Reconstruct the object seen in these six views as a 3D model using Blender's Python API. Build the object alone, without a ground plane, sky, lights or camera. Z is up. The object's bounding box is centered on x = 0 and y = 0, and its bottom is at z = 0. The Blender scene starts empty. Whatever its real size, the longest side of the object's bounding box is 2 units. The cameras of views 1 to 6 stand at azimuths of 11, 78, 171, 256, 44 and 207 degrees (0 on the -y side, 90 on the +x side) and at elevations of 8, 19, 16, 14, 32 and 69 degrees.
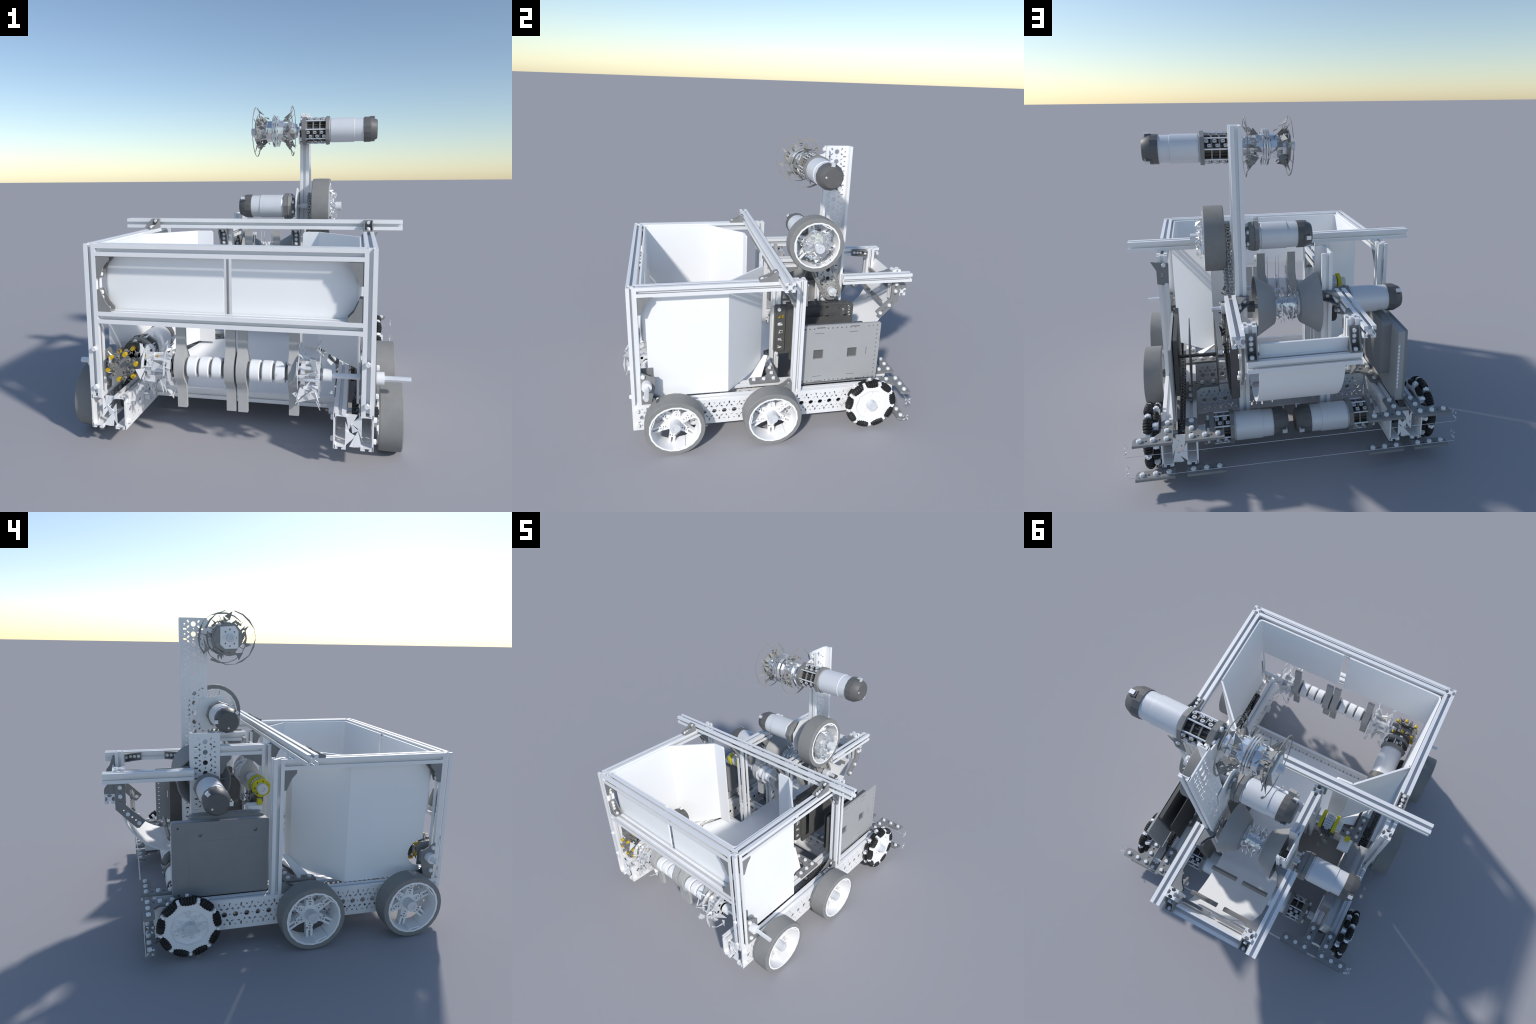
"""Six-wheeled competition robot built from slotted aluminium extrusion and
perforated C-channel: hopper, intake, flap conveyor, cone shooter, mast."""
import bpy, math, random
from math import pi, sin, cos, radians, tau
from mathutils import Vector, Matrix

V = Vector
H = 0.0293            # half width of a slotted extrusion
CW, CD = 0.1755, 0.0585   # C-channel: web width, flange depth
PITCH = 0.0624        # hole pitch in channel webs
X, Y, Z = V((1, 0, 0)), V((0, 1, 0)), V((0, 0, 1))

# ------------------------------------------------------------------ materials
def material(name, col, rough=0.5, metal=0.0, var=0.04, scale=30.0, spec=0.5, bump=0.0):
    m = bpy.data.materials.new(name)
    m.use_nodes = True
    nt = m.node_tree
    b = nt.nodes['Principled BSDF']
    tc = nt.nodes.new('ShaderNodeTexCoord')
    nz = nt.nodes.new('ShaderNodeTexNoise')
    nz.inputs['Scale'].default_value = scale
    nz.inputs['Detail'].default_value = 3
    nt.links.new(tc.outputs['Object'], nz.inputs['Vector'])
    r = nt.nodes.new('ShaderNodeValToRGB')
    lo = [max(0, c * (1 - var)) for c in col]
    hi = [min(1, c * (1 + var)) for c in col]
    r.color_ramp.elements[0].position, r.color_ramp.elements[1].position = 0.3, 0.7
    r.color_ramp.elements[0].color = (*lo, 1)
    r.color_ramp.elements[1].color = (*hi, 1)
    nt.links.new(nz.outputs['Fac'], r.inputs['Fac'])
    nt.links.new(r.outputs['Color'], b.inputs['Base Color'])
    b.inputs['Roughness'].default_value = rough
    b.inputs['Metallic'].default_value = metal
    b.inputs['Specular IOR Level'].default_value = spec
    if bump:
        bp = nt.nodes.new('ShaderNodeBump')
        bp.inputs['Strength'].default_value = bump
        bp.inputs['Distance'].default_value = 0.002
        nt.links.new(nz.outputs['Fac'], bp.inputs['Height'])
        nt.links.new(bp.outputs['Normal'], b.inputs['Normal'])
    return m

ALU = material('extruded_aluminium', (0.90, 0.905, 0.915), 0.48, 0.12, 0.015, 12, spec=0.3)
CHAN = material('channel_aluminium', (0.93, 0.93, 0.935), 0.42, 0.08, 0.015, 12, spec=0.4)
WHITE = material('white_sheet', (0.95, 0.955, 0.96), 0.55, 0.0, 0.008, 6)
RIM = material('white_nylon', (0.95, 0.95, 0.955), 0.5, 0.0, 0.015, 20)
GREY = material('grey_plastic_bracket', (0.25, 0.252, 0.254), 0.55, 0.0, 0.05, 40)
TYRE = material('grey_rubber', (0.25, 0.249, 0.245), 0.7, 0.0, 0.05, 25, bump=0.05)
FLAP = material('grey_rubber_flap', (0.47, 0.468, 0.46), 0.6, 0.0, 0.04, 25)
CONE = material('blue_grey_cone', (0.35, 0.352, 0.355), 0.5, 0.0, 0.03, 20)
BODY = material('motor_silver', (0.74, 0.755, 0.785), 0.42, 0.12, 0.015, 20)
CAP = material('motor_cap_dark', (0.125, 0.124, 0.123), 0.5, 0.0, 0.05, 30)
CAGE = material('gearbox_grey', (0.24, 0.237, 0.23), 0.5, 0.0, 0.05, 40)
CORE = material('gearbox_core_dark', (0.07, 0.065, 0.058), 0.45, 0.2, 0.3, 120)
SILVER = material('bright_steel', (0.86, 0.865, 0.875), 0.3, 0.35, 0.04, 60)
CHROME = material('torn_chrome', (0.86, 0.865, 0.87), 0.22, 0.75, 0.04, 60)
STEEL = material('sprocket_steel', (0.46, 0.455, 0.44), 0.4, 0.2, 0.08, 60)
BOLT = material('bolt_steel', (0.88, 0.885, 0.89), 0.45, 0.1, 0.02, 60)
PANEL = material('grey_panel', (0.40, 0.405, 0.41), 0.55, 0.0, 0.02, 10)
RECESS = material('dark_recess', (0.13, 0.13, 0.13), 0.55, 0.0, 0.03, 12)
BOX = material('grey_case', (0.27, 0.275, 0.28), 0.55, 0.0, 0.03, 12)
LIGHTBOX = material('light_grey_case', (0.42, 0.425, 0.43), 0.55, 0.0, 0.02, 12)
BLACK = material('black_case', (0.105, 0.104, 0.102), 0.5, 0.0, 0.08, 30)
ROLLER = material('black_roller', (0.014, 0.014, 0.014), 0.6, 0.0, 0.3, 200)
GOLD = material('yellow_terminal', (0.66, 0.44, 0.01), 0.5, 0.0, 0.05, 60)
YELLOW = material('yellow_pulley', (0.68, 0.60, 0.01), 0.5, 0.0, 0.04, 30)
CHAIN = material('chain_steel', (0.42, 0.415, 0.405), 0.35, 0.4, 0.15, 90)
DARKCHAIN = material('dark_chain', (0.10, 0.10, 0.10), 0.35, 0.4, 0.3, 90)
SHARD = material('torn_grey_plate', (0.30, 0.295, 0.28), 0.55, 0.0, 0.08, 40)

# ------------------------------------------------------------ mesh accumulator
def basis(w, up=None):
    w = V(w).normalized()
    up = V(up) if up is not None else (Z if abs(w.z) < 0.9 else X)
    u = up.cross(w).normalized()
    return u, w.cross(u), w

class MB:
    def __init__(self):
        self.v, self.f = [], []
    def add(self, vs, fs):
        o = len(self.v)
        self.v += [V(p) for p in vs]
        self.f += [[i + o for i in f] for f in fs]
        return self
    def box(self, lo, hi):
        (a, b, c), (d, e, f) = lo, hi
        vs = [(a, b, c), (d, b, c), (d, e, c), (a, e, c), (a, b, f), (d, b, f), (d, e, f), (a, e, f)]
        return self.add(vs, [(0, 3, 2, 1), (4, 5, 6, 7), (0, 1, 5, 4), (1, 2, 6, 5), (2, 3, 7, 6), (3, 0, 4, 7)])
    def cbox(self, c, s, M=None):
        c = V(c); h = V(s) / 2
        t = MB().box(-h, h)
        M3 = M if M is not None else Matrix.Identity(3)
        return self.add([c + M3 @ p for p in t.v], t.f)
    def prism(self, poly, o, u, v, w, length):
        """closed 2-D outline (counter-clockwise in u,v) swept along w"""
        o, u, v, w = V(o), V(u), V(v), V(w)
        n = len(poly)
        if u.cross(v).dot(w) < 0:
            poly = poly[::-1]
        a = [o + u * p[0] + v * p[1] for p in poly]
        b = [p + w * length for p in a]
        fs = [tuple(range(n - 1, -1, -1)), tuple(range(n, 2 * n))]
        fs += [(i, (i + 1) % n, n + (i + 1) % n, n + i) for i in range(n)]
        return self.add(a + b, fs)
    def lathe(self, prof, o, axis, n=28, a0=0.0, closed=False):
        """profile of (along, radius) spun about the axis"""
        u, v, w = basis(axis)
        o = V(o); vs, fs = [], []
        for z, r in prof:
            for k in range(n):
                t = a0 + tau * k / n
                vs.append(o + w * z + u * (r * cos(t)) + v * (r * sin(t)))
        m = len(prof)
        rows = m if closed else m - 1
        for i in range(rows):
            j = (i + 1) % m
            for k in range(n):
                l = (k + 1) % n
                fs.append((i * n + k, i * n + l, j * n + l, j * n + k))
        if not closed:
            fs.append(tuple(range(n - 1, -1, -1)))
            fs.append(tuple((m - 1) * n + k for k in range(n)))
        return self.add(vs, fs)
    def cyl(self, p0, p1, r, n=20, a0=0.0):
        p0, p1 = V(p0), V(p1)
        L = (p1 - p0).length
        return self.lathe([(0, r), (L, r)], p0, p1 - p0, n, a0)
    def tube(self, p0, p1, ro, ri, n=28, a0=0.0):
        p0, p1 = V(p0), V(p1)
        L = (p1 - p0).length
        return self.lathe([(0, ri), (0, ro), (L, ro), (L, ri)], p0, p1 - p0, n, a0, closed=True)
    def tri(self, a, b, c, t=0.003):
        a, b, c = V(a), V(b), V(c)
        n = (b - a).cross(c - a)
        if n.length < 1e-9:
            return self
        n = n.normalized() * t * 0.5
        return self.add([a - n, b - n, c - n, a + n, b + n, c + n],
                        [(2, 1, 0), (3, 4, 5), (0, 1, 4, 3), (1, 2, 5, 4), (2, 0, 3, 5)])
    def plate(self, outline, holes, o, u, v, thick):
        """flat plate with real holes, lying in the u,v plane, centred on o"""
        vs, fs = fill(outline, holes, thick)
        o, u, v = V(o), V(u).normalized(), V(v).normalized()
        w = u.cross(v)
        return self.add([o + u * p[0] + v * p[1] + w * p[2] for p in vs], fs)
    def mesh(self, name, angle=35):
        me = bpy.data.meshes.new(name)
        me.from_pydata([tuple(p) for p in self.v], [], self.f)
        me.validate()
        import bmesh
        bm = bmesh.new(); bm.from_mesh(me)
        bmesh.ops.recalc_face_normals(bm, faces=bm.faces)
        bm.to_mesh(me); bm.free()
        if angle:
            me.shade_smooth()
            me.set_sharp_from_angle(angle=radians(angle))
        return me

def fill(outline, holes, thick):
    cu = bpy.data.curves.new('tmp', 'CURVE')
    cu.dimensions = '2D'
    cu.fill_mode = 'BOTH'
    cu.extrude = thick / 2
    for pts in [outline] + list(holes):
        s = cu.splines.new('POLY')
        s.points.add(len(pts) - 1)
        for q, p in zip(s.points, pts):
            q.co = (p[0], p[1], 0, 1)
        s.use_cyclic_u = True
    ob = bpy.data.objects.new('tmp', cu)
    bpy.context.scene.collection.objects.link(ob)
    dg = bpy.context.evaluated_depsgraph_get()
    me = bpy.data.meshes.new_from_object(ob.evaluated_get(dg))
    vs = [tuple(p.co) for p in me.vertices]
    fs = [tuple(p.vertices) for p in me.polygons]
    bpy.data.objects.remove(ob); bpy.data.curves.remove(cu); bpy.data.meshes.remove(me)
    return vs, fs

def ngon(cx, cy, r, n, a0=0.0):
    return [(cx + r * cos(a0 + tau * k / n), cy + r * sin(a0 + tau * k / n)) for k in range(n)]
def rect(cx, cy, w, h, a=0.0):
    c, s = cos(a), sin(a)
    return [(cx + x * c - y * s, cy + x * s + y * c) for x, y in ((-w/2, -h/2), (w/2, -h/2), (w/2, h/2), (-w/2, h/2))]
def rrect(x0, y0, x1, y1, r, n=4):
    pts = []
    for cx, cy, a in ((x1 - r, y1 - r, 0), (x0 + r, y1 - r, pi/2), (x0 + r, y0 + r, pi), (x1 - r, y0 + r, 3*pi/2)):
        pts += [(cx + r * cos(a + pi/2 * k / n), cy + r * sin(a + pi/2 * k / n)) for k in range(n + 1)]
    return pts

# ------------------------------------------------------------------- scene tree
scene = bpy.context.scene
ROOT = bpy.data.objects.new('wheeled_robot', None)
scene.collection.objects.link(ROOT)
ROOT['label'] = 'six-wheeled aluminium robot with white hopper and tall mast'
ROOT['category'] = 'robot'

def put(name, mesh, mat=None, parent=None, M=None, stuff=False):
    if isinstance(mesh, MB):
        mesh = mesh.mesh(name)
    if mat is not None and not mesh.materials:
        mesh.materials.append(mat)
    ob = bpy.data.objects.new(name, mesh)
    scene.collection.objects.link(ob)
    ob.parent = parent or ROOT
    if M is not None:
        ob.matrix_basis = M
    if stuff:
        ob['kind'] = 'stuff'
    return ob

def frame(o, x, y, z):
    return Matrix(((x[0], y[0], z[0], o[0]), (x[1], y[1], z[1], o[1]), (x[2], y[2], z[2], o[2]), (0, 0, 0, 1)))

# bolts -------------------------------------------------------------------------
def bolt_mesh(r, h):
    mb = MB()
    mb.lathe([(0, r), (h * 0.82, r), (h, r * 0.86)], (0, 0, 0), Z, 6)
    mb.tube((0, 0, h * 0.9), (0, 0, h * 1.06), r * 0.62, r * 0.45, 10)
    return mb.mesh('bolt', 20)
BOLT_BIG, BOLT_SMALL = bolt_mesh(0.0135, 0.013), bolt_mesh(0.0115, 0.013)
for me in (BOLT_BIG, BOLT_SMALL):
    me.materials.append(BOLT)
def bolt(pos, n, parent=None, small=False):
    u, v, w = basis(n)
    return put('bolt', BOLT_SMALL if small else BOLT_BIG, None, parent, frame(V(pos), u, v, w))

# slotted extrusion ---------------------------------------------------------------
def slot_profile():
    w, t, u, d, s = 0.0088, 0.0045, 0.0165, 0.0185, 0.0070
    side = [(-H, H), (-w, H), (-w, H - t), (-u, H - t), (-s, H - d), (s, H - d), (u, H - t), (w, H - t), (w, H)]
    pts = []
    for k in range(4):
        a = -k * pi / 2
        pts += [(x * cos(a) - y * sin(a), x * sin(a) + y * cos(a)) for x, y in side]
    return pts[::-1]
SLOT = slot_profile()
def extrusion(name, a, b):
    """slotted bar between two axis points"""
    a, b = V(a), V(b)
    u, v, w = basis(b - a)
    L = (b - a).length
    mb = MB()
    # hollow bar: four corner angles whose lips leave the slots open, closed by star-shaped ends
    k, t = 0.0090, 0.0050
    for q in range(4):
        ang = q * pi / 2
        c, n = cos(ang), sin(ang)
        ell = [(H, H), (k, H), (k, H - t), (H - t - .003, H - t), (H - t, H - t - .003), (H - t, k), (H, k)]
        mb.prism([(x * c - y * n, x * n + y * c) for x, y in ell], a, u, v, w, L)
    mb.prism(rect(0, 0, .0225, .0225), a, u, v, w, L)
    vs, fs = fill(SLOT, [ngon(0, 0, 0.0045, 8)], 0.006)
    for p0 in (a + w * 0.0035, b - w * 0.0035):
        mb.add([p0 + (u * p[0] + v * p[1]) * .995 + w * p[2] for p in vs], fs)
    return put(name, mb.mesh(name, 20), ALU)

# perforated C-channel ---------------------------------------------------------------
rng = random.Random(7)
def channel(name, o, along, wdir, ddir, length, solid_end=0.02):
    """o: outer corner of the web; along: length; wdir: across the web; ddir: flange direction"""
    o, along, wdir, ddir = V(o), V(along), V(wdir), V(ddir)
    t = 0.0075
    mb = MB()
    cells = int((length - 0.01) / PITCH)
    off = (length - cells * PITCH) / 2
    holes = []
    mid = CW / 2
    def q(x, y, w, h, a=0.0):
        j = rng.random
        if j() < 0.3:      # coarse triangular remnant of a round hole
            p = rect(x, y, w * 1.15, h * 1.15, a)
            p.pop(int(j() * 4))
        else:
            p = rect(x, y, w, h, a + (j() - .5) * 0.3)
        holes.append(p)
    for i in range(cells):
        x = off + (i + 0.5) * PITCH
        holes.append(ngon(x, mid, 0.0165, rng.choice((5, 6, 6, 8)), rng.random()))
        for s in (-1, 1):
            q(x - PITCH / 2 if i else x, mid + s * 0.055, 0.0095, 0.022) if i else None
            q(x, mid + s * 0.056, 0.009, 0.009)
            for e in (-1, 1):
                q(x + e * 0.0165, mid + s * 0.0335, 0.0095, 0.0165, -e * s * 0.9)
        if i:
            q(x - PITCH / 2, mid, 0.0075, 0.009)
    mb.plate(rect(length / 2, mid, length, CW - 0.002), holes, o + ddir * (t / 2), along, wdir, t)
    fl = 0.0175
    g, gd = 0.0085, 0.0115
    D = CD
    prof = [(t * 0.5, 0), (D/2 - g, 0), (D/2 - g, gd - .004), (D/2 - g - .006, gd - .004), (D/2 - g - .006, gd), (D/2 + g + .006, gd),
            (D/2 + g + .006, gd - .004), (D/2 + g, gd - .004), (D/2 + g, 0), (D, 0), (D, fl), (D - .006, fl), (D - .010, gd + .004), (t + .006, gd + .004), (t * 0.5, fl + .006)]
    mb.prism(prof, o, ddir, wdir, along, length)
    mb.prism(prof, o + wdir * CW, ddir, -wdir, along, length)
    return put(name, mb.mesh(name, 20), CHAN)

# gusset (inside corner bracket) ----------------------------------------------------------
def gusset_mesh(L=0.110, W=0.0265, K=0.068):
    """short leg K along x, long leg L along z, open hypotenuse"""
    mb = MB()
    t = 0.007
    mb.box((0, -W, 0), (K, W, t)); mb.box((0, -W, t), (t, W, L))
    tri = [(t, t), (K, t), (K, .018), (K * .62, L * .42), (.019, L - .012), (.015, L), (t, L)]
    for y in (-W, W - 0.006):
        mb.prism(tri, (0, y, 0), X, Z, Y, 0.006)
    me = mb.mesh('corner_bracket'); me.materials.append(GREY)
    return me
GUSSET = gusset_mesh()
GUSSET_SHORT = gusset_mesh(K=0.059)
def gusset(o, a, b, short=False):
    """short leg along a, long leg along b, from the inner corner o"""
    a, b = V(a), V(b)
    ob = put('corner_bracket', GUSSET_SHORT if short else GUSSET, None, None, frame(V(o), a, b.cross(a), b))
    for k in (0.040, 0.066, 0.092):
        bolt((0.007, 0, k), X, ob, True)
    bolt((0.044, 0, 0.007), Z, ob, True)
    return ob

# flat L plate ----------------------------------------------------------------------------
def elbow_mesh():
    p, w, L = 0.0655, 0.031, 0.163
    out = [(-w, -w), (L, -w), (L, .018), (L - .012, w), (.062, w), (w, .062), (w, L - .012), (.018, L), (-w, L)]
    holes = [ngon(p * k, 0, .006, 8) for k in (0.5, 1.5)] + [ngon(0, p * k, .006, 8) for k in (0.5, 1.5)]
    me = MB().plate(out, holes, (0, 0, 0.0065), X, Y, 0.013).mesh('flat_elbow_bracket')
    me.materials.append(GREY)
    return me
ELBOW = elbow_mesh()
def elbow(o, a, b, n):
    """flat elbow: corner bolt at o, legs along a and b, bolts on side n"""
    ob = put('flat_elbow_bracket', ELBOW, None, None, frame(V(o), V(a), V(b), V(n)))
    for k in range(3):
        bolt((.0655 * k, 0, .013), Z, ob)
        bolt((.0655 * k, 0, 0), -Z, ob)
        if k:
            bolt((0, .0655 * k, .013), Z, ob)
    return ob

# ================================================================== CHASSIS RAILS
PX, PIN, PY0, PY1 = 0.694, 0.511, -0.917, 0.757
PZ = 0.0995
for s in (1, -1):
    channel('drive_channel', (s * PX, PY0, PZ), Y, Z, -X * s, PY1 - PY0)
    channel('drive_channel', (s * PIN, PY0, PZ), Y, Z, X * s, PY1 - PY0)
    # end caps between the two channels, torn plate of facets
    for y, seed in ((PY0 + 0.012, 3), (PY1 - 0.02, 5)):
        r = random.Random(seed + (s > 0))
        mb = MB()
        x0, x1, z0, z1 = s * 0.566, s * 0.640, 0.112, 0.268
        cx, cz = (x0 + x1) / 2, (z0 + z1) / 2
        ring = [(x0, z0), (cx, z0 - .004), (x1, z0), (x1, cz), (x1, z1), (cx, z1), (x0, z1), (x0, cz)]
        hub = [(cx + .022 * cos(tau * k / 6), cz + .034 * sin(tau * k / 6)) for k in range(6)]
        for k in range(8):
            a, b, h = ring[k], ring[(k + 1) % 8], hub[int(k * 6 / 8)]
            m = (a[0] * .5 + b[0] * .5, a[1] * .5 + b[1] * .5)
            e = a if k % 2 else m
            mb.tri((e[0], y, e[1]), (b[0], y + .004 * r.random(), b[1]), (h[0], y + .006, h[1]))
        a, b, c = hub[0], hub[2], hub[4]
        mb.tri((a[0], y, a[1]), (b[0], y, b[1]), ((c[0] + cx) / 2, y + .004, (c[1] + cz) / 2))
        put('end_plate', mb, CHAN)
    for xx, n in ((PX, X * s), (PIN, -X * s)):
        for zz in (.135, .24):
            bolt((s * xx, PY0 + .03, zz), n)
# cross channels between the drive pods
channel('cross_channel', (-0.508, 0.015, PZ), X, Z, -Y, 1.016)
channel('cross_channel', (-0.508, 0.311, PZ), X, Z, -Y, 1.016)
channel('cross_channel', (-0.508, -0.514, 0.1135), X, Y, Z, 1.016)
for s in (1, -1):
    elbow((s * 0.540, -0.017, 0.275), (0, -1, 0), (-s, 0, 0), Z)
    elbow((s * 0.540, 0.282, 0.275), (0, 1, 0), (-s, 0, 0), Z)
    for xx, d in ((0.661, s), (0.539, -s)):
        elbow((s * xx, 0.791, 0.275), (d, 0, 0), (0, -1, 0), Z)
        elbow((s * xx, 0.791, 0.092), (d, 0, 0), (0, -1, 0), -Z)

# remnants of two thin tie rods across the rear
mb = MB()
for z in (0.248, 0.126):
    for s in (1, -1):
        for k in range(4):
            a = pi / 4 + k * pi / 2
            mb.tri((s * .863, .789 + .026 * cos(a), z + .026 * sin(a)), (s * .863, .789 + .018 * cos(a + .5), z + .018 * sin(a + .5)),
                   (s * (.863 - .01 * (k % 2)), .789 + .008 * cos(a), z + .008 * sin(a)))
    mb.cyl((-.86, .812, z - .026), (.86, .812, z - .026), .0012, 4)
put('rear_tie_rod', mb, SILVER)

# ================================================================== HOPPER FRAME
FX, FY, BY, TOPZ = 0.6645, -0.888, 0.0985, 1.0345
RZ = TOPZ - H
for s in (1, -1):
    extrusion('corner_post', (s * FX, FY, 0.275), (s * FX, FY, TOPZ))
    extrusion('corner_post', (s * FX, BY, 0.275), (s * FX, BY, TOPZ))
    extrusion('side_rail', (s * FX, FY + H, RZ), (s * FX, BY - H, RZ))
extrusion('front_rail', (-FX + H, FY, RZ), (FX - H, FY, RZ))
extrusion('front_rail', (-FX + H, FY, 0.672), (FX - H, FY, 0.672))
extrusion('hopper_crossbar', (-0.866, -0.017, TOPZ + H), (0.862, -0.017, TOPZ + H))
for s in (1, -1):
    d = V((-s, 0, 0))
    x = s * (FX - H)
    gusset((x, FY, RZ - H), d, -Z)
    gusset((x, FY, 0.672 + H), d, Z)
    gusset((s * FX, FY + H, RZ - H), Y, -Z)
    gusset((s * FX, BY - H, RZ - H), -Y, -Z)
    gusset((s * FX, FY + H, 0.275), Z, Y)
    gusset((s * FX, BY - H, 0.275), Z, -Y)
    gusset((s * FX, -0.017 - H, TOPZ), Z, -Y, True)
# loose plate behind the right rear post
mb = MB().plate([(-.035, -.075), (.03, -.06), (.03, .02), (.06, .075), (-.04, .06)], [rect(.0, -.01, .014, .03)], (.668, .133, .93), X, Z, .008)
ob = put('flat_plate', mb, GREY)
bolt((.655, .137, .985), Y, ob); bolt((.645, .137, .865), Y, ob)

# white hopper sheets
HT, HB, TH = 1.023, 0.283, 0.011
HF = -0.8465
for s in (1, -1):
    SX = 0.6255 if s > 0 else 0.632
    # front sheet with rounded corner
    R = 0.03
    path = [(.003 + s * 0.020, HF)] + [(s * (SX - R + R * sin(a)), HF + R - R * cos(a)) for a in [k * pi / 10 for k in range(6)]]
    inner = [(.003 + s * 0.020, HF + TH)] + [(s * (SX - R + (R - TH) * sin(a)), HF + R - (R - TH) * cos(a)) for a in [k * pi / 10 for k in range(6)]]
    put('hopper_front_sheet', MB().prism(path + inner[::-1], (0, 0, 0.664), X, Y, Z, HT - 0.664), WHITE)
    mb = MB()
    y0, y1 = HF + 0.0295, -0.331
    out = [(y1, HB - .006), (y1, HT), (y0, HT), (y0, .505)]
    if s < 0:
        out += [(-.815 + .088 * sin(a), .418 + .084 * cos(a)) for a in [0.12 + k * (pi - .2) / 10 for k in range(11)]]
    out += [(y0, HB)]
    mb.plate(out, [], (s * (SX - TH / 2), 0, 0), Y, Z, TH)
    a, b = V((s * (SX - TH / 2), y1, 0)), V((s * 0.381, -0.083, 0))
    d = b - a; L = d.length; d.normalize()
    mb.plate([(-.003, HB - .006), (L * .62, HB + .010), (L + .003, HB + .032), (L + .003, HT), (-.003, HT)], [], a, d, Z, TH)
    c = V((s * 0.281, -0.079, 0))
    d2 = c - b; L2 = d2.length; d2.normalize()
    mb.plate([(0, HB + .028), (L2, HB + .028), (L2, HT - .012), (L2 - .01, HT), (0, HT)], [], b, d2, Z, TH)
    put('hopper_side_sheet', mb, WHITE)

# chute: wide apron, flat floor, then a scoop that rises behind the shooter cones
def chute():
    AC, AR = V((0.5775, 0.708)), 0.330
    prof = [(-0.470, .128, .496), (-0.392, .155, .496), (-0.25, .208, .496), (-0.178, .237, .490), (-0.09, .280, .405), (-0.05, .298, .370), (-0.02, .312, .200),
            (0.05, .330, .197), (0.20, .334, .197), (0.36, .336, .200), (0.45, .348, .205)]
    for k in range(15):
        a = -pi / 2 - .16 + (pi / 2 - .09) * k / 14
        prof.append((AC.x + AR * cos(a), AC.y + AR * sin(a), .207))
    prof.append((0.949, .838, .207))
    t = 0.009
    top, bot = [], []
    for i, (y, z, w) in enumerate(prof):
        p = V((y, z)); q = V(prof[max(0, i - 1)][:2]); r = V(prof[min(len(prof) - 1, i + 1)][:2])
        d = (r - q).normalized(); n = V((-d.y, d.x))
        top.append((p + n * t / 2, w)); bot.append((p - n * t / 2, w))
    vs, fs = [], []
    for ring in (top, bot):
        for p, w in ring:
            vs += [(-w, p.x, p.y), (w, p.x, p.y)]
    n = len(prof); o = 2 * n
    for i in range(n - 1):
        a, b = 2 * i, 2 * i + 2
        fs += [(a, a + 1, b + 1, b), (o + b, o + b + 1, o + a + 1, o + a), (a, b, o + b, o + a), (b + 1, a + 1, o + a + 1, o + b + 1)]
    fs += [(1, 0, o, o + 1), (2 * n - 2, 2 * n - 1, o + 2 * n - 1, o + 2 * n - 2)]
    return MB().add(vs, fs).mesh('chute', 40)
put('chute', chute(), WHITE)
# apron lips along the 45 degree edges
for s in (1, -1):
    A, B, C, D = [V((s * x, y, z)) for x, y, z in ((.490, -.176, .262), (.487, -.090, .268), (.385, -.030, .372), (.372, -.052, .372))]
    n = (B - A).cross(D - A).normalized() * .0045
    put('chute_lip', MB().add([A - n, B - n, C - n, D - n, A + n, B + n, C + n, D + n],
        [(0, 1, 2, 3), (4, 5, 6, 7), (0, 1, 5, 4), (1, 2, 6, 5), (2, 3, 7, 6), (3, 0, 4, 7)]), WHITE)
# guide slats inside the scoop
SLAT = MB().box((-.088, -.009, -.013), (.088, .009, .013)).mesh('guide_slat'); SLAT.materials.append(GREY)
for y, z, rx in ((.632, .452, -.6), (.838, .650, -.5), (.902, .755, 0.0)):
    for x in (.122, -.098):
        put('guide_slat', SLAT, None, None, Matrix.Translation((x, y, z)) @ Matrix.Rotation(rx, 4, 'X'))

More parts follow.
